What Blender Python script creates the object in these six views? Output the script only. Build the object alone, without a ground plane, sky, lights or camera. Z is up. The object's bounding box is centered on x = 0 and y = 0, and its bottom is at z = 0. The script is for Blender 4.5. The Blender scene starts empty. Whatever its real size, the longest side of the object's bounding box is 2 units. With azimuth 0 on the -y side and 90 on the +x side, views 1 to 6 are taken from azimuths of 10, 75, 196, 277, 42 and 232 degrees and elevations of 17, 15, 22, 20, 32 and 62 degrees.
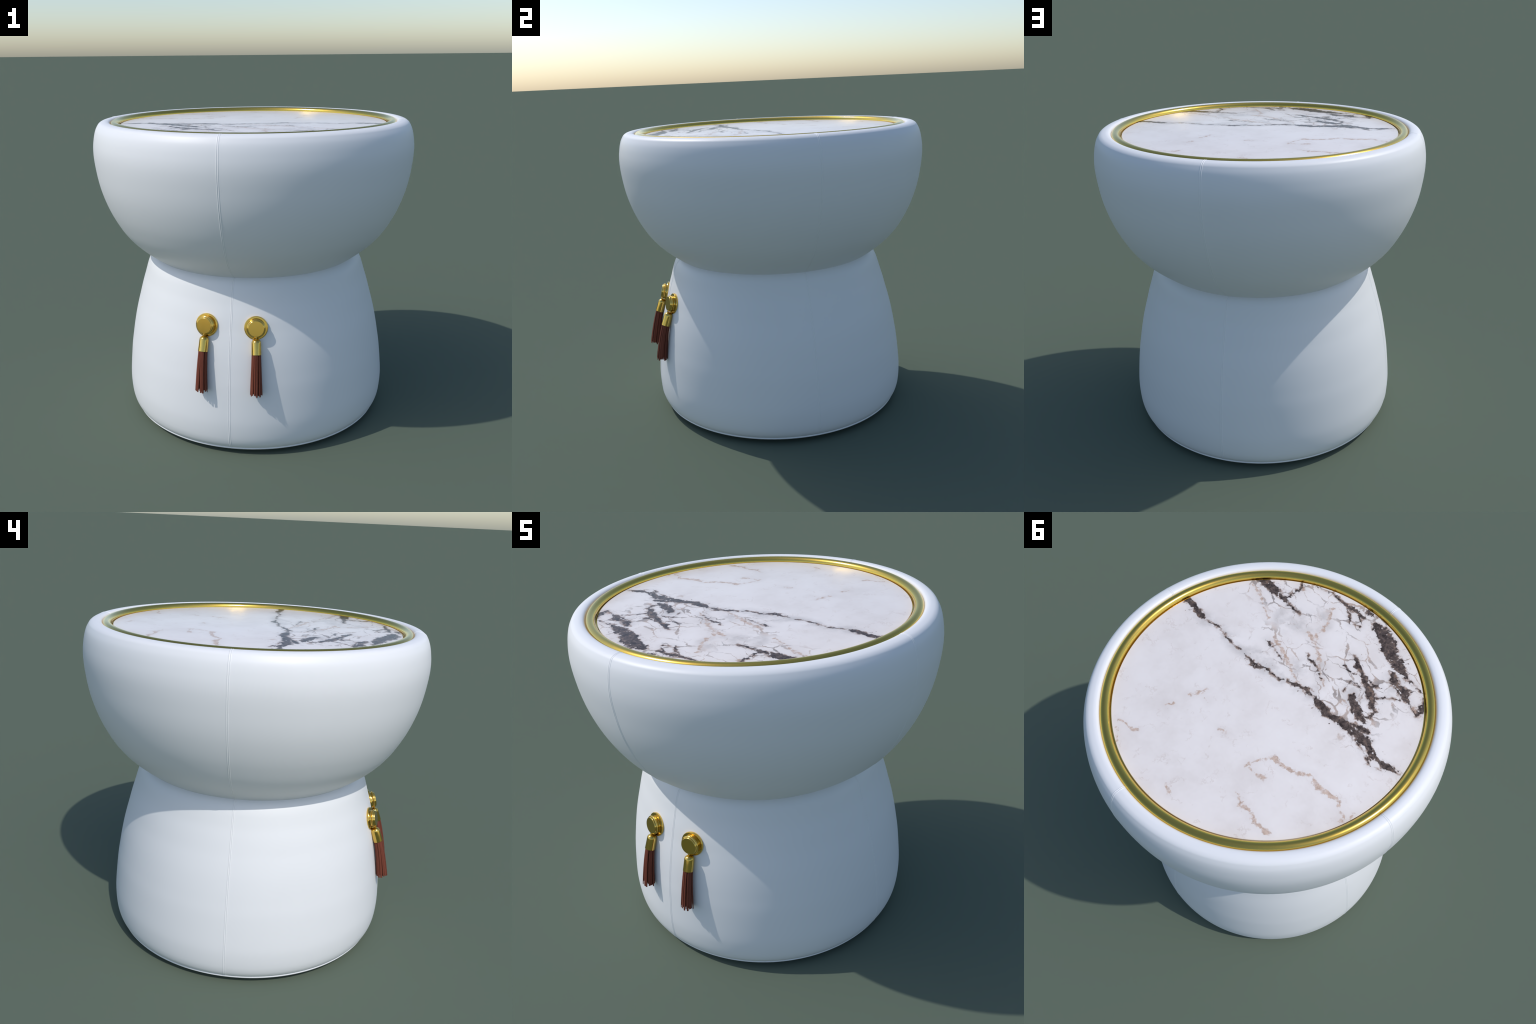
"""Round upholstered side table: a bowl-shaped white top on a bell-shaped white base,
a marble slab in a gold ring, and two gold knobs with brown tassels on the front."""
import bpy, math, random
import numpy as np
from mathutils import Matrix, Vector

random.seed(7)
rng = np.random.default_rng(7)
scene = bpy.context.scene


# ------------------------------------------------------------------ helpers
def link(obj, parent=None):
    scene.collection.objects.link(obj)
    if parent is not None:
        obj.parent = parent
    return obj


def mesh_object(name, verts, faces, material, parent, normals=None):
    me = bpy.data.meshes.new(name)
    me.from_pydata([tuple(map(float, v)) for v in verts], [], faces)
    me.materials.append(material)
    me.polygons.foreach_set("use_smooth", [True] * len(me.polygons))
    me.update()
    if normals is not None:
        me.normals_split_custom_set_from_vertices([tuple(map(float, n)) for n in normals])
    return link(bpy.data.objects.new(name, me), parent)


def smooth_profile(points, per=8):
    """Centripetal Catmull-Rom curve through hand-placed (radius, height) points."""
    p = np.array(points, float)
    p = np.vstack([2 * p[0] - p[1], p, 2 * p[-1] - p[-2]])
    out = []
    for i in range(1, len(p) - 2):
        q = p[i - 1:i + 3]
        t = np.concatenate([[0], np.cumsum(np.sqrt(np.linalg.norm(np.diff(q, axis=0), axis=1)) + 1e-9)])
        for s in np.linspace(t[1], t[2], per, endpoint=False):
            a = [(t[j + 1] - s) / (t[j + 1] - t[j]) * q[j] + (s - t[j]) / (t[j + 1] - t[j]) * q[j + 1] for j in range(3)]
            b = [(t[j + 2] - s) / (t[j + 2] - t[j]) * a[j] + (s - t[j]) / (t[j + 2] - t[j]) * a[j + 1] for j in range(2)]
            out.append((t[2] - s) / (t[2] - t[1]) * b[0] + (s - t[1]) / (t[2] - t[1]) * b[1])
    out.append(p[-2])
    return np.array(out)


def lathe(name, profile, material, parent, steps=256, sharp=None, matrix=None, close_bottom=False, close_top=False):
    """Surface of revolution round z; sharp angle in degrees splits the normals at hard corners."""
    prof = np.asarray(profile, float)
    n, verts, faces = len(prof), [], []
    for r, z in prof:
        for k in range(steps):
            a = 2 * math.pi * k / steps
            verts.append((r * math.sin(a), -r * math.cos(a), z))
    for i in range(n - 1):
        for k in range(steps):
            k2 = (k + 1) % steps
            faces.append((i * steps + k, i * steps + k2, (i + 1) * steps + k2, (i + 1) * steps + k))
    if close_bottom:
        faces.append(tuple(reversed(range(steps))))
    if close_top:
        faces.append(tuple((n - 1) * steps + k for k in range(steps)))
    if matrix is not None:
        verts = [matrix @ Vector(v) for v in verts]
    obj = mesh_object(name, verts, faces, material, parent)
    if sharp is not None:
        obj.data.set_sharp_from_angle(angle=math.radians(sharp))
    return obj


# ------------------------------------------------------------------ node helpers
class Nodes:
    def __init__(self, name):
        self.mat = bpy.data.materials.new(name)
        self.mat.use_nodes = True
        self.tree = self.mat.node_tree
        self.tree.nodes.clear()
        out = self.tree.nodes.new("ShaderNodeOutputMaterial")
        self.bsdf = self.tree.nodes.new("ShaderNodeBsdfPrincipled")
        self.tree.links.new(self.bsdf.outputs[0], out.inputs[0])
        self.coord = self.tree.nodes.new("ShaderNodeTexCoord").outputs["Object"]

    def put(self, socket, value):
        if isinstance(value, bpy.types.NodeSocket):
            self.tree.links.new(value, socket)
        else:
            socket.default_value = value

    def math(self, op, a, b=0.0, c=0.0, clamp=False):
        n = self.tree.nodes.new("ShaderNodeMath")
        n.operation, n.use_clamp = op, clamp
        for i, v in enumerate((a, b, c)):
            self.put(n.inputs[i], v)
        return n.outputs[0]

    def vec(self, op, a, b=(0, 0, 0), scale=None):
        n = self.tree.nodes.new("ShaderNodeVectorMath")
        n.operation = op
        self.put(n.inputs[0], a)
        if scale is None:
            self.put(n.inputs[1], b)
        else:
            self.put(n.inputs["Scale"], scale)
        return n.outputs["Value"] if op in ("DOT_PRODUCT", "LENGTH") else n.outputs["Vector"]

    def noise(self, vector, scale, detail=4.0, rough=0.55, colour=False, distortion=0.0):
        n = self.tree.nodes.new("ShaderNodeTexNoise")
        self.put(n.inputs["Vector"], vector)
        n.inputs["Scale"].default_value = scale
        n.inputs["Detail"].default_value = detail
        n.inputs["Roughness"].default_value = rough
        n.inputs["Distortion"].default_value = distortion
        return n.outputs["Color" if colour else "Fac"]

    def ramp(self, fac, stops):
        n = self.tree.nodes.new("ShaderNodeValToRGB")
        self.put(n.inputs[0], fac)
        e = n.color_ramp.elements
        while len(e) < len(stops):
            e.new(0.5)
        for k, (pos, col) in enumerate(stops):
            e[k].position = pos
            e[k].color = (*col, 1)
        return n.outputs[0]

    def step(self, value, lo, hi, to0=0.0, to1=1.0):
        n = self.tree.nodes.new("ShaderNodeMapRange")
        n.interpolation_type = "SMOOTHSTEP"
        self.put(n.inputs["Value"], value)
        for key, v in (("From Min", lo), ("From Max", hi), ("To Min", to0), ("To Max", to1)):
            n.inputs[key].default_value = v
        return n.outputs[0]

    def mix(self, fac, a, b):
        n = self.tree.nodes.new("ShaderNodeMix")
        n.data_type = "RGBA"
        self.put(n.inputs[0], fac)
        self.put(n.inputs[6], a if isinstance(a, bpy.types.NodeSocket) else (*a, 1))
        self.put(n.inputs[7], b if isinstance(b, bpy.types.NodeSocket) else (*b, 1))
        return n.outputs[2]

    def bump(self, height, strength, distance):
        n = self.tree.nodes.new("ShaderNodeBump")
        n.inputs["Strength"].default_value = strength
        n.inputs["Distance"].default_value = distance
        self.put(n.inputs["Height"], height)
        self.put(self.bsdf.inputs["Normal"], n.outputs[0])

    def set(self, **values):
        for key, v in values.items():
            s = self.bsdf.inputs[key.replace("_", " ")]
            self.put(s, (*v, 1) if isinstance(v, tuple) and len(v) == 3 else v)


# ------------------------------------------------------------------ plain materials
def leather_material():
    n = Nodes("white_leather")
    cloud = n.noise(n.coord, 3.0, 2.0)
    n.set(Base_Color=n.mix(cloud, (0.775, 0.775, 0.78), (0.795, 0.795, 0.80)), Roughness=0.46)
    n.bsdf.inputs["Specular IOR Level"].default_value = 0.5
    return n.mat


def gold_material(name, colour, rough, metal=1.0):
    n = Nodes(name)
    n.set(Base_Color=colour, Metallic=metal,
          Roughness=n.step(n.noise(n.coord, 12.0, 2.0), 0.3, 0.7, rough - 0.015, rough + 0.015))
    return n.mat


def suede_material():
    n = Nodes("brown_suede")
    info = n.tree.nodes.new("ShaderNodeObjectInfo").outputs["Random"]
    grain = n.noise(n.coord, 160.0, 3.0)
    mixed = n.math("MULTIPLY_ADD", info, 0.7, n.math("MULTIPLY", grain, 0.3))
    n.set(Base_Color=n.ramp(mixed, [(0.0, (0.138, 0.038, 0.022)), (1.0, (0.188, 0.051, 0.030))]), Roughness=0.75)
    n.bsdf.inputs["Specular IOR Level"].default_value = 0.2
    n.bump(grain, 0.25, 0.001)
    return n.mat


def dark_material():
    n = Nodes("assumed_plate_black")  # black for the assumed, unseen plate below the base
    n.set(Base_Color=(0.02, 0.02, 0.02), Roughness=0.8)
    return n.mat


# ------------------------------------------------------------------ marble
# Vein spines on the slab: (x, y, half width), metres.
DARK_VEINS = {
    "long_vein": [(0.871, -0.058, 0.016), (0.780, -0.053, 0.016), (0.674, -0.036, 0.015), (0.627, -0.048, 0.005),
                  (0.539, -0.076, 0.003), (0.431, -0.061, 0.002), (0.352, -0.064, 0.001), (0.292, -0.075, 0.003),
                  (0.217, -0.075, 0.007), (0.142, -0.095, 0.006), (0.055, -0.117, 0.0025), (-0.040, -0.154, 0.005),
                  (-0.096, -0.180, 0.011), (-0.167, -0.185, 0.009), (-0.239, -0.175, 0.020), (-0.307, -0.179, 0.017),
                  (-0.391, -0.197, 0.013), (-0.457, -0.207, 0.020), (-0.525, -0.214, 0.024), (-0.595, -0.185, 0.013),
                  (-0.664, -0.189, 0.011), (-0.734, -0.202, 0.010), (-0.786, -0.220, 0.002)],
    "long_vein_shoulder": [(-0.416, -0.220, 0.010), (-0.492, -0.261, 0.012)],
    "long_vein_fringe": [(-0.494, -0.175, 0.002), (-0.602, -0.163, 0.003), (-0.650, -0.142, 0.004), (-0.703, -0.164, 0.002)],
    "wedge": [(0.727, -0.488, 0.026), (0.648, -0.483, 0.030), (0.561, -0.489, 0.020), (0.486, -0.495, 0.012),
              (0.426, -0.478, 0.006), (0.335, -0.487, 0.0015)],
    "wedge_hook": [(0.484, -0.505, 0.005), (0.468, -0.566, 0.006), (0.477, -0.627, 0.005), (0.511, -0.655, 0.002)],
    "edge_thread": [(0.434, -0.698, 0.002), (0.326, -0.745, 0.0025), (0.213, -0.735, 0.006), (0.130, -0.753, 0.012),
                    (0.076, -0.763, 0.003)],
    "edge_loop": [(0.213, -0.735, 0.002), (0.141, -0.708, 0.005), (0.094, -0.675, 0.003), (0.045, -0.698, 0.0025)],
    "edge_spur": [(0.130, -0.753, 0.004), (0.059, -0.726, 0.004)],
    "edge_speck": [(0.094, -0.817, 0.010), (0.047, -0.819, 0.005)],
    "great_patch": [(0.0, -0.782, 0.014), (-0.070, -0.767, 0.028), (-0.161, -0.733, 0.036), (-0.248, -0.697, 0.030),
                    (-0.335, -0.664, 0.018), (-0.395, -0.660, 0.010), (-0.436, -0.660, 0.003), (-0.510, -0.651, 0.002)],
    "lower_patch": [(-0.303, -0.614, 0.010), (-0.372, -0.586, 0.014), (-0.445, -0.569, 0.022), (-0.512, -0.553, 0.003),
                    (-0.576, -0.535, 0.004)],
    "rim_patch": [(-0.543, -0.626, 0.008), (-0.571, -0.587, 0.016), (-0.593, -0.530, 0.008)],
    "cluster_thread": [(-0.107, -0.455, 0.002), (-0.157, -0.447, 0.003), (-0.212, -0.465, 0.003), (-0.259, -0.471, 0.002)],
    "cluster": [(-0.063, -0.525, 0.0015), (-0.116, -0.531, 0.007), (-0.161, -0.505, 0.010), (-0.220, -0.474, 0.010),
                (-0.277, -0.459, 0.014), (-0.337, -0.433, 0.018), (-0.391, -0.393, 0.016), (-0.434, -0.382, 0.012),
                (-0.444, -0.336, 0.005), (-0.415, -0.312, 0.002)],
    "cluster_spur": [(-0.261, -0.473, 0.005), (-0.313, -0.497, 0.010), (-0.338, -0.502, 0.004)],
    "cluster_block": [(-0.279, -0.359, 0.008), (-0.338, -0.316, 0.022), (-0.405, -0.287, 0.018), (-0.451, -0.280, 0.005)],
    "bridge": [(-0.358, -0.432, 0.002), (-0.407, -0.481, 0.0025), (-0.455, -0.531, 0.0025)],
    "short_thread": [(0.311, -0.227, 0.003), (0.261, -0.216, 0.004), (0.144, -0.210, 0.002)],
    "grey_thread": [(0.072, -0.337, 0.003), (-0.016, -0.323, 0.007), (-0.093, -0.297, 0.004)],
    "joining_thread": [(-0.225, -0.342, 0.002), (-0.206, -0.404, 0.003), (-0.271, -0.417, 0.003)],
}
TAN_VEINS = {
    "far_thread": [(0.357, 0.707, 0.0025), (0.347, 0.694, 0.002), (0.286, 0.688, 0.003), (0.252, 0.664, 0.002)],
    "rust_band": [(0.275, -0.257, 0.005), (0.173, -0.246, 0.007), (0.093, -0.221, 0.006), (-0.003, -0.184, 0.003),
                  (-0.067, -0.177, 0.003)],
    "rust_thread": [(0.693, -0.426, 0.002), (0.598, -0.401, 0.002), (0.479, -0.352, 0.003), (0.417, -0.321, 0.002)],
    "rust_branch": [(0.194, -0.442, 0.004), (0.119, -0.424, 0.006), (0.033, -0.387, 0.005), (-0.036, -0.329, 0.007),
                    (-0.133, -0.278, 0.003)],
    "rust_link": [(0.253, -0.669, 0.005), (0.185, -0.587, 0.004), (0.149, -0.491, 0.005), (0.139, -0.428, 0.004)],
    "hook_stain": [(0.494, -0.636, 0.007), (0.455, -0.623, 0.005)],
    "tan_vein": [(-0.273, 0.355, 0.006), (-0.275, 0.301, 0.003), (-0.289, 0.260, 0.003), (-0.308, 0.208, 0.010),
                 (-0.354, 0.210, 0.011), (-0.414, 0.201, 0.005), (-0.462, 0.177, 0.008), (-0.516, 0.126, 0.007),
                 (-0.559, 0.142, 0.006), (-0.619, 0.133, 0.014), (-0.670, 0.126, 0.008), (-0.711, 0.106, 0.009),
                 (-0.732, 0.141, 0.003), (-0.779, 0.144, 0.004), (-0.812, 0.158, 0.004)],
    "tan_loop": [(-0.290, 0.343, 0.003), (-0.334, 0.346, 0.004), (-0.389, 0.316, 0.004)],
    "tan_stray": [(-0.367, 0.472, 0.002), (-0.430, 0.505, 0.010), (-0.480, 0.487, 0.004), (-0.527, 0.503, 0.007),
                  (-0.622, 0.493, 0.007)],
    "tan_fleck": [(0.262, 0.329, 0.006), (0.242, 0.290, 0.005), (0.237, 0.240, 0.003)],
    "small_fleck": [(0.197, 0.275, 0.003), (0.166, 0.275, 0.003)],
    "grey_fleck": [(0.278, 0.470, 0.003), (0.264, 0.426, 0.003)],
    "middle_fleck": [(-0.016, 0.326, 0.003), (-0.042, 0.300, 0.003)],
    "rim_stain": [(-0.541, -0.556, 0.008), (-0.604, -0.531, 0.010)],
    "far_fleck": [(-0.102, 0.718, 0.004), (-0.150, 0.727, 0.005)],
    "far_trail": [(0.328, 0.735, 0.002), (0.262, 0.778, 0.003)],
    "tan_end": [(-0.789, 0.173, 0.005), (-0.807, 0.123, 0.006), (-0.810, 0.100, 0.004)],
}
GREY_VEILS = {
    "along_long_vein": [(0.627, -0.048, 0.030), (0.068, -0.128, 0.040), (-0.140, -0.185, 0.030)],
    "between_veins": [(0.327, -0.427, 0.090), (0.216, -0.528, 0.060)],
    "by_rust_band": [(0.047, -0.225, 0.050), (-0.064, -0.225, 0.060), (-0.030, -0.322, 0.040)],
    "by_cluster": [(-0.248, -0.321, 0.040), (-0.357, -0.457, 0.060), (-0.348, -0.584, 0.040)],
}


def vein_distance(n, place, veins, keep=lambda wide: True, fatter=1.0):
    """Signed distance to the nearest vein edge (negative inside), over all spine segments."""
    nearest, count = None, 0
    for spine in veins.values():
        for (ax, ay, aw), (bx, by, bw) in zip(spine[:-1], spine[1:]):
            if not keep((aw + bw) / 2):
                continue
            aw, bw = aw * fatter, bw * fatter
            a, ab = Vector((ax, ay, 0)), Vector((bx - ax, by - ay, 0))
            count += 1
            if count % 12 == 0:        # tie each batch to the one before, so the shader needs little memory
                place = n.vec("SCALE", place, scale=n.math("MULTIPLY_ADD", nearest, 1e-6, 1.0))
            pa = n.vec("SUBTRACT", place, tuple(a))
            along = n.math("ADD", n.vec("DOT_PRODUCT", pa, tuple(ab / ab.length_squared)), 0.0, clamp=True)
            d = n.vec("LENGTH", n.vec("SUBTRACT", pa, n.vec("SCALE", tuple(ab), scale=along)))
            d = n.math("SUBTRACT", d, n.math("MULTIPLY_ADD", along, bw - aw, aw))
            nearest = d if nearest is None else n.math("MINIMUM", nearest, d)
    return nearest


def marble_material():
    n = Nodes("veined_marble")
    flat = n.vec("MULTIPLY", n.coord, (1, 1, 0))

    def shifted(scale, amount, detail=3.0, base=flat):
        c = n.noise(flat, scale, detail, 0.6, colour=True)
        c = n.vec("SUBTRACT", c, (0.5, 0.5, 0.5))
        return n.vec("ADD", base, n.vec("MULTIPLY", n.vec("SCALE", c, scale=amount), (1, 1, 0)))

    wavy_place = shifted(8.0, 0.05)
    rough_place = shifted(26.0, 0.040, 4.0, base=wavy_place)
    soft_place = shifted(12.0, 0.06)

    patch_d = vein_distance(n, rough_place, DARK_VEINS, lambda wide: wide > 0.0045, 1.25)
    thread_d = vein_distance(n, rough_place, DARK_VEINS, lambda wide: wide <= 0.0045)
    dark_d = n.math("MINIMUM", patch_d, thread_d)
    tan_d = vein_distance(n, rough_place, TAN_VEINS)
    veil_d = vein_distance(n, soft_place, GREY_VEILS)

    edge = n.math("SUBTRACT", n.noise(flat, 45.0, 5.0, 0.7), 0.5)
    lumps = n.math("SUBTRACT", n.noise(wavy_place, 17.0, 3.0, 0.6), 0.5)
    patch_edge = n.math("MULTIPLY_ADD", lumps, 0.058, n.math("MULTIPLY_ADD", edge, 0.045, patch_d))
    holes = n.math("MULTIPLY", n.math("SUBTRACT", n.noise(wavy_place, 24.0, 3.0, 0.6), 0.655), 0.25)
    patch_edge = n.math("MAXIMUM", patch_edge, holes)                    # pale islands inside the dark patches
    specks = n.math("MULTIPLY", n.math("SUBTRACT", 0.69, n.noise(rough_place, 42.0, 3.0, 0.6)), 0.25)
    patch_edge = n.math("MINIMUM", patch_edge, n.math("MAXIMUM", specks, n.math("SUBTRACT", patch_d, 0.040)))
    thread_edge = n.math("MULTIPLY_ADD", lumps, 0.030, n.math("MULTIPLY_ADD", edge, 0.022, thread_d))
    dark_edge = n.math("MINIMUM", patch_edge, thread_edge)

    # white ground with soft clouds
    cloud = n.noise(soft_place, 3.5, 5.0, 0.6)
    ground = n.ramp(cloud, [(0.30, (0.73, 0.668, 0.63)), (0.50, (0.805, 0.748, 0.715)), (0.72, (0.84, 0.79, 0.76))])
    fine = n.noise(flat, 60.0, 3.0)
    ground = n.mix(n.math("MULTIPLY", fine, 0.08), ground, (0.58, 0.54, 0.52))
    veil = n.math("MULTIPLY", n.step(veil_d, 0.05, -0.02), n.step(n.noise(soft_place, 9.0, 4.0), 0.38, 0.66))
    ground = n.mix(n.math("MULTIPLY", veil, 0.55), ground, (0.46, 0.425, 0.405))

    # network of thin brown joints between stretched pale cells, only in the veined half
    parts = n.tree.nodes.new("ShaderNodeSeparateXYZ")
    n.put(parts.inputs[0], flat)
    veined_half = n.step(n.math("ADD", n.math("MULTIPLY_ADD", parts.outputs[0], 0.13, parts.outputs[1]), n.math("MULTIPLY", lumps, 0.25)), -0.11, -0.21)
    cells = n.tree.nodes.new("ShaderNodeTexVoronoi")
    cells.feature = "DISTANCE_TO_EDGE"
    n.put(cells.inputs["Vector"], n.vec("MULTIPLY", shifted(20.0, 0.03, 4.0, base=shifted(5.0, 0.16)), (0.75, 1.15, 0)))
    cells.inputs["Scale"].default_value = 8.0
    joint_wide = n.math("MULTIPLY_ADD", n.noise(flat, 11.0, 4.0, 0.65), 0.26, -0.113)
    joint = n.step(n.math("SUBTRACT", n.math("MULTIPLY_ADD", edge, 0.06, cells.outputs["Distance"]), joint_wide), 0.022, -0.012)
    joint = n.math("MULTIPLY", joint, n.math("MULTIPLY", n.math("MULTIPLY", veined_half, n.step(parts.outputs[0], -0.60, -0.44)), n.step(dark_d, 0.15, 0.04)))
    joint_colour = n.ramp(n.noise(flat, 9.0, 4.0, 0.6), [(0.36, (0.11, 0.09, 0.082)), (0.48, (0.28, 0.21, 0.17)),
                                                        (0.60, (0.45, 0.30, 0.215)), (0.70, (0.46, 0.35, 0.285))])
    ground = n.mix(n.math("MULTIPLY", joint, 0.72), ground, joint_colour)

    # faint hairs over the open field
    ridge = n.math("ABSOLUTE", n.math("SUBTRACT", n.noise(wavy_place, 4.0, 6.0, 0.62), 0.5))
    broken = n.step(n.noise(flat, 12.0, 3.0), 0.48, 0.64)
    hair = n.math("MULTIPLY", n.math("MULTIPLY", n.step(ridge, 0.014, 0.0), broken), 0.24)
    ground = n.mix(hair, ground, (0.42, 0.30, 0.235))

    # tan veins
    tan_edge = n.math("MULTIPLY_ADD", lumps, 0.040, n.math("MULTIPLY_ADD", edge, 0.050, tan_d))
    tan_mask = n.math("MULTIPLY", n.step(tan_edge, 0.006, -0.004), n.step(n.noise(flat, 35.0, 4.0, 0.7), 0.30, 0.55))
    tan_colour = n.ramp(n.noise(flat, 50.0, 3.0), [(0.3, (0.36, 0.215, 0.14)), (0.65, (0.60, 0.43, 0.325))])
    ground = n.mix(n.math("MULTIPLY", n.step(tan_d, 0.05, 0.0), 0.10), ground, (0.45, 0.37, 0.33))
    ground = n.mix(n.math("MULTIPLY", tan_mask, 0.8), ground, tan_colour)

    # dark veins: grey halo, rust fringe, dark brown stone inside with pale chips
    halo = n.math("MULTIPLY", n.step(dark_d, 0.040, -0.005), 0.16)
    ground = n.mix(halo, ground, (0.33, 0.305, 0.30))
    fringe = n.math("MULTIPLY", n.step(dark_edge, 0.012, 0.002), n.step(n.noise(flat, 25.0, 3.0), 0.42, 0.62))
    ground = n.mix(n.math("MULTIPLY", fringe, 0.8), ground, (0.30, 0.185, 0.125))
    mottling = n.noise(rough_place, 30.0, 7.0, 0.8)
    stone = n.ramp(mottling, [(0.34, (0.012, 0.009, 0.008)), (0.45, (0.050, 0.035, 0.029)),
                              (0.54, (0.120, 0.090, 0.077)), (0.64, (0.26, 0.165, 0.112))])
    chips = n.step(n.noise(rough_place, 60.0, 2.0), 0.66, 0.74)
    stone = n.mix(n.math("MULTIPLY", chips, 0.85), stone, (0.50, 0.46, 0.44))
    body = n.step(dark_edge, 0.0025, -0.0025)
    colour = n.mix(body, ground, stone)

    n.set(Base_Color=colour, Roughness=0.28)
    n.bsdf.inputs["Specular IOR Level"].default_value = 0.3
    return n.mat


LEATHER = leather_material()
RING_GOLD = gold_material("satin_gold", (0.75, 0.52, 0.105), 0.16)
KNOB_GOLD = gold_material("polished_gold", (0.73, 0.485, 0.115), 0.16)
SUEDE = suede_material()
PLATE_BLACK = dark_material()
MARBLE = marble_material()

# ------------------------------------------------------------------ root
table = link(bpy.data.objects.new("side_table", None))
table["label"] = "white leather drum table with marble top and tassels"
table["category"] = "side table"

# ------------------------------------------------------------------ upholstery
SEAM_HALF = 0.0086        # half width of the double-stitched seam strip
RIDGE_AT, RIDGE_WIDE, RIDGE_HIGH = 0.0043, 0.0018, 0.0013


def seam_angles(reference):
    """Angles round the body, packed closely at the four seams."""
    inner = np.arange(-SEAM_HALF, SEAM_HALF + 1e-9, SEAM_HALF / 16) / reference
    quarter = np.linspace(inner[-1], math.pi / 2 - inner[-1], 60)[1:-1]
    angles, strip = [], []
    for q in range(4):
        base = q * math.pi / 2
        angles += [base + a for a in inner] + [base + a for a in quarter]
        strip += [True] * (len(inner) - 1) + [False] * (len(quarter) + 1)
    return np.array(angles), strip


def upholstered_body(name, profile, reference):
    """Lathe with four raised seams; the seam strips become objects of their own, without a visible join."""
    angles, strip = seam_angles(reference)
    prof = np.asarray(profile)
    tangent = np.gradient(prof, axis=0)
    tangent /= np.linalg.norm(tangent, axis=1)[:, None]
    out_r, out_z = tangent[:, 1], -tangent[:, 0]           # profile runs upward: outside is to its right
    off = (angles + math.pi / 4) % (math.pi / 2) - math.pi / 4
    arc = off * reference
    lift = RIDGE_HIGH * (np.exp(-((arc - RIDGE_AT) / RIDGE_WIDE) ** 2) + np.exp(-((arc + RIDGE_AT) / RIDGE_WIDE) ** 2))
    r = prof[:, 0][:, None] + out_r[:, None] * lift[None]
    z = prof[:, 1][:, None] + out_z[:, None] * lift[None]
    grid = np.stack([r * np.sin(angles), -r * np.cos(angles), z], -1)
    du = np.roll(grid, -1, 1) - np.roll(grid, 1, 1)
    dv = np.gradient(grid, axis=0)
    normal = np.cross(du, dv)
    normal /= np.linalg.norm(normal, axis=2)[..., None] + 1e-12
    rows, cols = r.shape
    panels = [c for c in range(cols) if not strip[c]]

    def piece(title, columns, parent):
        used, faces = {}, []

        def index(i, c):
            return used.setdefault((i, c % cols), len(used))
        for c in columns:
            for i in range(rows - 1):
                faces.append((index(i, c), index(i, c + 1), index(i + 1, c + 1), index(i + 1, c)))
        keys = list(used)
        return mesh_object(title, [grid[k] for k in keys], faces, LEATHER, parent, [normal[k] for k in keys])

    body = piece(name, panels, table)
    per = cols // 4
    for q in range(4):
        piece("seam", [q * per + c for c in range(per) if strip[q * per + c]], body)
    return body


BOWL = [(0.560, 1.000), (0.625, 1.031), (0.675, 1.0615), (0.702, 1.0810), (0.750, 1.1185), (0.786, 1.151), (0.822, 1.190),
        (0.859, 1.240), (0.900, 1.312), (0.925, 1.365), (0.948, 1.425), (0.967, 1.487), (0.981, 1.550),
        (0.9915, 1.620), (0.9968, 1.670), (0.9988, 1.713), (0.9972, 1.752), (0.9930, 1.785), (0.986, 1.821),
        (0.9765, 1.851), (0.9650, 1.8725), (0.9575, 1.8830), (0.9440, 1.8922), (0.926, 1.8970), (0.912, 1.8980), (0.899, 1.8952),
        (0.8910, 1.8885), (0.8875, 1.879), (0.886, 1.845)]
BASE = [(0.5500, 0.0310), (0.8000, 0.0330), (0.8180, 0.0370), (0.8245, 0.0440), (0.8320, 0.0530), (0.8420, 0.072),
        (0.8500, 0.100), (0.8547, 0.135), (0.8572, 0.180), (0.8573, 0.215), (0.8555, 0.250), (0.8514, 0.300),
        (0.8434, 0.380), (0.8360, 0.440), (0.8262, 0.500), (0.8140, 0.570), (0.7975, 0.650), (0.7798, 0.720),
        (0.7672, 0.765), (0.7525, 0.820), (0.7400, 0.863), (0.7260, 0.907), (0.7130, 0.951), (0.7000, 0.990),
        (0.6850, 1.020), (0.6640, 1.043), (0.6350, 1.058), (0.590, 1.066)]
bowl = upholstered_body("bowl", smooth_profile(BOWL, 6), 0.95)
base = upholstered_body("base", smooth_profile(BASE, 6), 0.83)


def torus(name, major, minor, height, material, parent, steps=256, sides=16):
    ring = [(major + minor * math.cos(a), height + minor * math.sin(a)) for a in np.linspace(0, 2 * math.pi, sides + 1)]
    return lathe(name, ring, material, parent, steps)


torus("piping", 0.8175, 0.0072, 0.0372, LEATHER, base)
lathe("assumed_plate", [(0.556, 0.0), (0.560, 0.003), (0.560, 0.034)], PLATE_BLACK, table, 128, 40, close_bottom=True, close_top=True)  # assumed dark plate, unseen, added to carry the base down to the ground

# ------------------------------------------------------------------ gold ring and marble slab
RING_MID, RING_BAR, RING_Z = 0.8633, 0.0277, 1.8715          # a round gold bar bent into a hoop
torus("gold_ring", RING_MID, RING_BAR, RING_Z, RING_GOLD, table, 256, 40)
lathe("tray", [(0.870, 1.860), (0.800, 1.858)], RING_GOLD, table, 128)

SLAB_R, SLAB_Z = 0.8290, 1.8728
slab = [(SLAB_R, 1.8525)] + [(SLAB_R - 0.003 + 0.003 * math.cos(a), SLAB_Z - 0.003 + 0.003 * math.sin(a))
                            for a in np.linspace(0, math.pi / 2, 6)]
lathe("marble_slab", slab, MARBLE, table, 256, 50, close_bottom=True, close_top=True)


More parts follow.
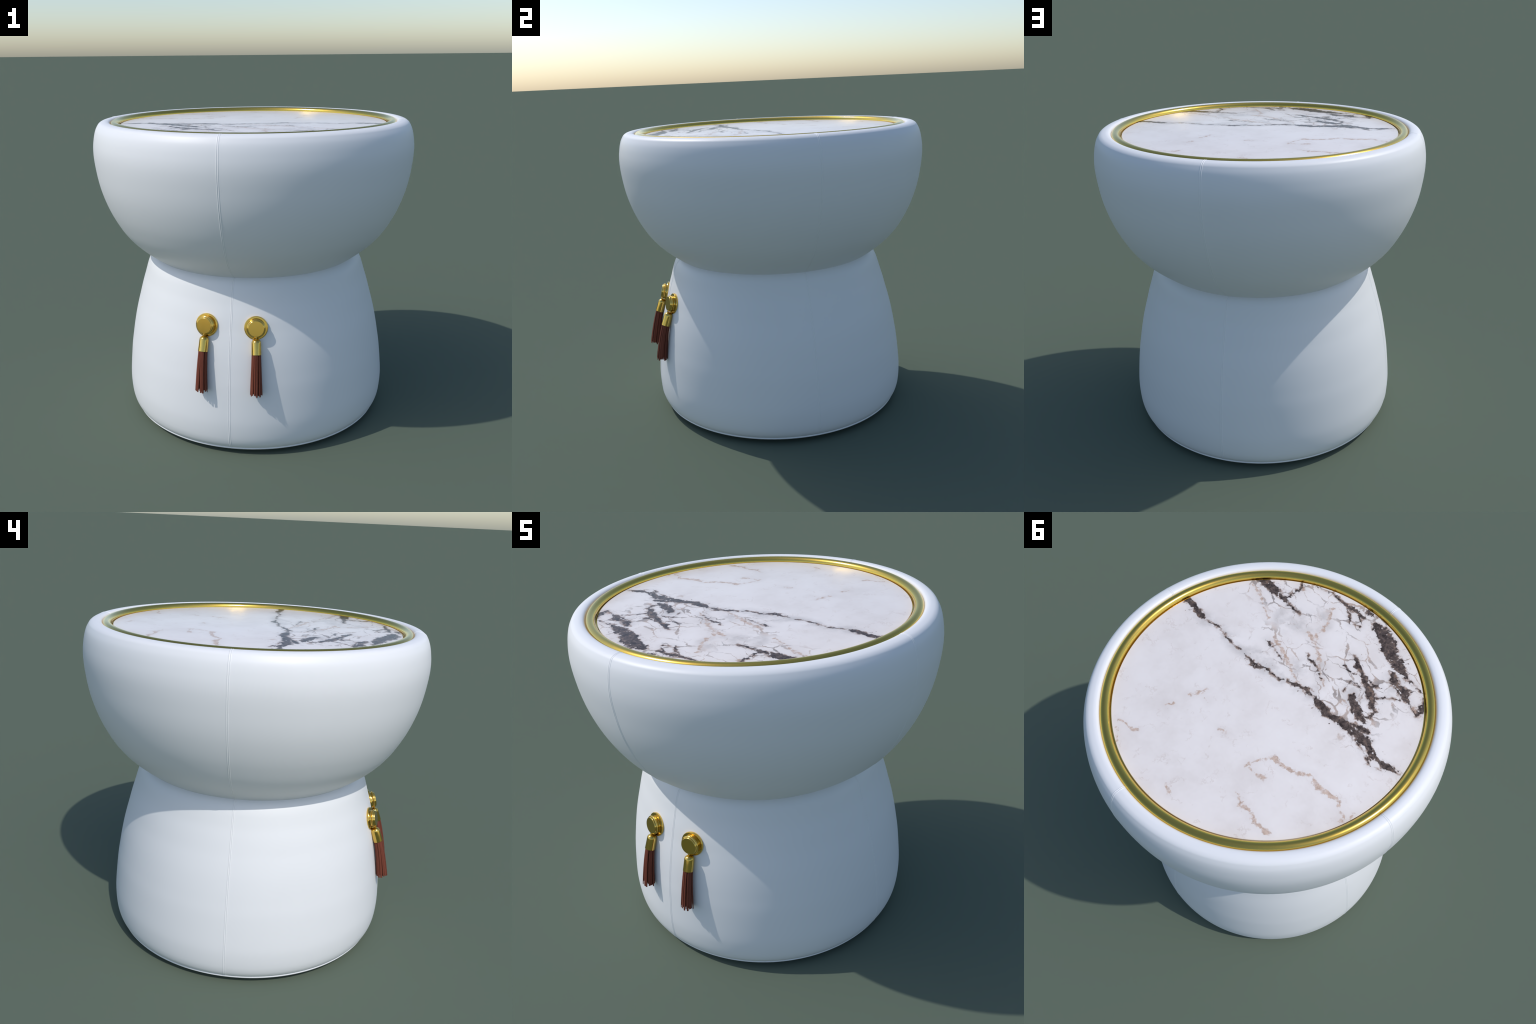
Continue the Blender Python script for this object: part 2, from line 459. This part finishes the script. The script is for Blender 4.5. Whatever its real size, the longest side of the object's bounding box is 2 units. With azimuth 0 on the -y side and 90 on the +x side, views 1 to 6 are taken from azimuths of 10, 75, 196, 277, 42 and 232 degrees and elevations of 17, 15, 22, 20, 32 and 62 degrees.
# ------------------------------------------------------------------ knobs and tassels
def base_radius(z):
    prof = smooth_profile(BASE, 6)
    return float(np.interp(z, prof[:, 1], prof[:, 0]))


KNOB_Z, KNOB_TILT = 0.786, math.radians(12)
KNOB = [(0.0, -0.012), (0.064, -0.012), (0.0672, -0.003), (0.0684, 0.003), (0.0680, 0.0070), (0.0665, 0.0092),
        (0.0640, 0.0100), (0.0630, 0.0100), (0.0520, 0.0100), (0.0510, 0.0101), (0.0495, 0.0110), (0.0488, 0.0130),
        (0.0487, 0.0190), (0.0495, 0.0220), (0.0520, 0.0236), (0.0540, 0.0256), (0.0546, 0.0280), (0.0540, 0.0304),
        (0.0522, 0.0322), (0.0500, 0.0330), (0.0486, 0.0334), (0.0480, 0.0346), (0.0478, 0.0375), (0.0470, 0.0402),
        (0.0455, 0.0418), (0.0440, 0.0423), (0.0435, 0.0423), (0.0, 0.0423)]


def radial_frame(azimuth):
    """Outward direction, sideways direction and up at one azimuth round the table (0 = front)."""
    out = Vector((math.sin(azimuth), -math.cos(azimuth), 0))
    return out, Vector((0, 0, 1)).cross(out), Vector((0, 0, 1))


def frame_matrix(x, y, z, origin):
    m = Matrix((x, y, z)).transposed().to_4x4()
    m.translation = origin
    return m


def strand_mesh(spine, side, width, thick, flare_from, flare_to, angle, length, curl):
    """One suede strip: rounded-rectangle section swept down the tassel, blunt end."""
    verts, faces, rings = [], [], 15
    section = [(-.5, -.25), (-.42, -.5), (.42, -.5), (.5, -.25), (.5, .25), (.42, .5), (-.42, .5), (-.5, .25)]
    for i in range(rings):
        t = i / (rings - 1)
        centre, down = spine(t * length)
        front = side.cross(down).normalized()
        radius = flare_from + (flare_to - flare_from) * t ** 1.3
        a = angle + curl * t * t
        spoke = side * math.sin(a) + front * math.cos(a)
        across = side * math.cos(a) - front * math.sin(a)
        w = width * (0.90 + 0.20 * t) * (1.0 if i < rings - 1 else 0.8)
        c = centre + spoke * radius
        for sx, sy in section:
            verts.append(c + across * (sx * w) + spoke * (sy * thick))
    k = len(section)
    for i in range(rings - 1):
        for j in range(k):
            faces.append((i * k + j, i * k + (j + 1) % k, (i + 1) * k + (j + 1) % k, (i + 1) * k + j))
    faces.append(tuple(reversed(range(k))))
    faces.append(tuple((rings - 1) * k + j for j in range(k)))
    return verts, faces


def build_tassel(azimuth, lean, swing):
    out, side, up = radial_frame(azimuth)

    def at(r, z, s=0.0):
        return out * r + up * z + side * s

    # knob, axis tilted with the wall
    axis = (out * math.cos(KNOB_TILT) + up * math.sin(KNOB_TILT)).normalized()
    ky = axis.cross(side).normalized()
    seat = at(base_radius(KNOB_Z), KNOB_Z)
    lathe("knob", KNOB, KNOB_GOLD, table, 64, 35, matrix=frame_matrix(side, ky, axis, seat))

    # tassel: cap on the outward-leaning axis
    top, bottom = at(0.7980, 0.7335), at(0.8290, 0.6480, lean * 0.1)
    cap_axis = (top - bottom).normalized()
    cap_len = (top - bottom).length
    cy = cap_axis.cross(side).normalized()
    sx = cy.cross(cap_axis).normalized()
    dome = 0.024
    cap = [(0.0265, 0.003), (0.0287, 0.0)]
    cap += [(0.0282, cap_len * 0.35), (0.0278, cap_len - dome)]
    cap += [(0.0278 * math.cos(a), cap_len - dome + dome * math.sin(a)) for a in np.linspace(0.12, math.pi / 2 - 0.02, 12)]

    # strand bundle
    tip = at(0.8775 + swing, 0.4125, lean)
    bend = at(0.8515, 0.5800, lean * 0.35)
    start = bottom + cap_axis * 0.012

    def spine(t):
        p = start * (1 - t) ** 2 + bend * (2 * t * (1 - t)) + tip * t * t
        d = (bend - start) * (2 * (1 - t)) + (tip - bend) * (2 * t)
        return p, d.normalized()

    core_v, core_f = [], []
    for k in range(5):
        v, f = strand_mesh(spine, side, 0.009, 0.004, 0.006, 0.008, k * 2 * math.pi / 5, 0.96 + 0.02 * rng.random(), 0.0)
        core_f += [tuple(i + len(core_v) for i in face) for face in f]
        core_v += v
    tassel = mesh_object("tassel", core_v, core_f, SUEDE, table)
    tassel.data.set_sharp_from_angle(angle=math.radians(40))
    lathe("cap", cap, KNOB_GOLD, tassel, 48, 50, matrix=frame_matrix(sx, cy, cap_axis, bottom))

    # hanging loop between knob and cap
    eye_at = at(0.7955, 0.7400)
    m = frame_matrix(out, up, -side, eye_at)
    loop_verts, loop_faces, a_n, b_n = [], [], 28, 10
    for i in range(a_n):
        a = 2 * math.pi * i / a_n
        for j in range(b_n):
            b = 2 * math.pi * j / b_n
            q = 0.0115 + 0.0043 * math.cos(b)
            loop_verts.append(m @ Vector((q * math.cos(a), q * math.sin(a), 0.0043 * math.sin(b))))
            loop_faces.append((i * b_n + j, ((i + 1) % a_n) * b_n + j, ((i + 1) % a_n) * b_n + (j + 1) % b_n, i * b_n + (j + 1) % b_n))
    mesh_object("loop", loop_verts, loop_faces, KNOB_GOLD, tassel)

    layers = ((15, 0.0245, 0.0325, 0.0112, 1.0), (10, 0.0155, 0.0225, 0.0110, 0.985))
    for count, r0, r1, wide, reach in layers:
        for k in range(count):
            a = 2 * math.pi * (k + 0.25 * rng.uniform(-1, 1)) / count
            v, f = strand_mesh(spine, side, wide * rng.uniform(0.85, 1.12), 0.0032, r0 + rng.uniform(-0.0008, 0.0004),
                               r1 + rng.uniform(-0.002, 0.0025), a, reach * rng.uniform(0.955, 1.0), rng.uniform(-0.10, 0.10))
            s = mesh_object("strand", v, f, SUEDE, tassel)
            s.data.set_sharp_from_angle(angle=math.radians(50))


build_tassel(math.radians(-10.9), 0.008, -0.001)
build_tassel(math.radians(10.9), -0.003, -0.003)
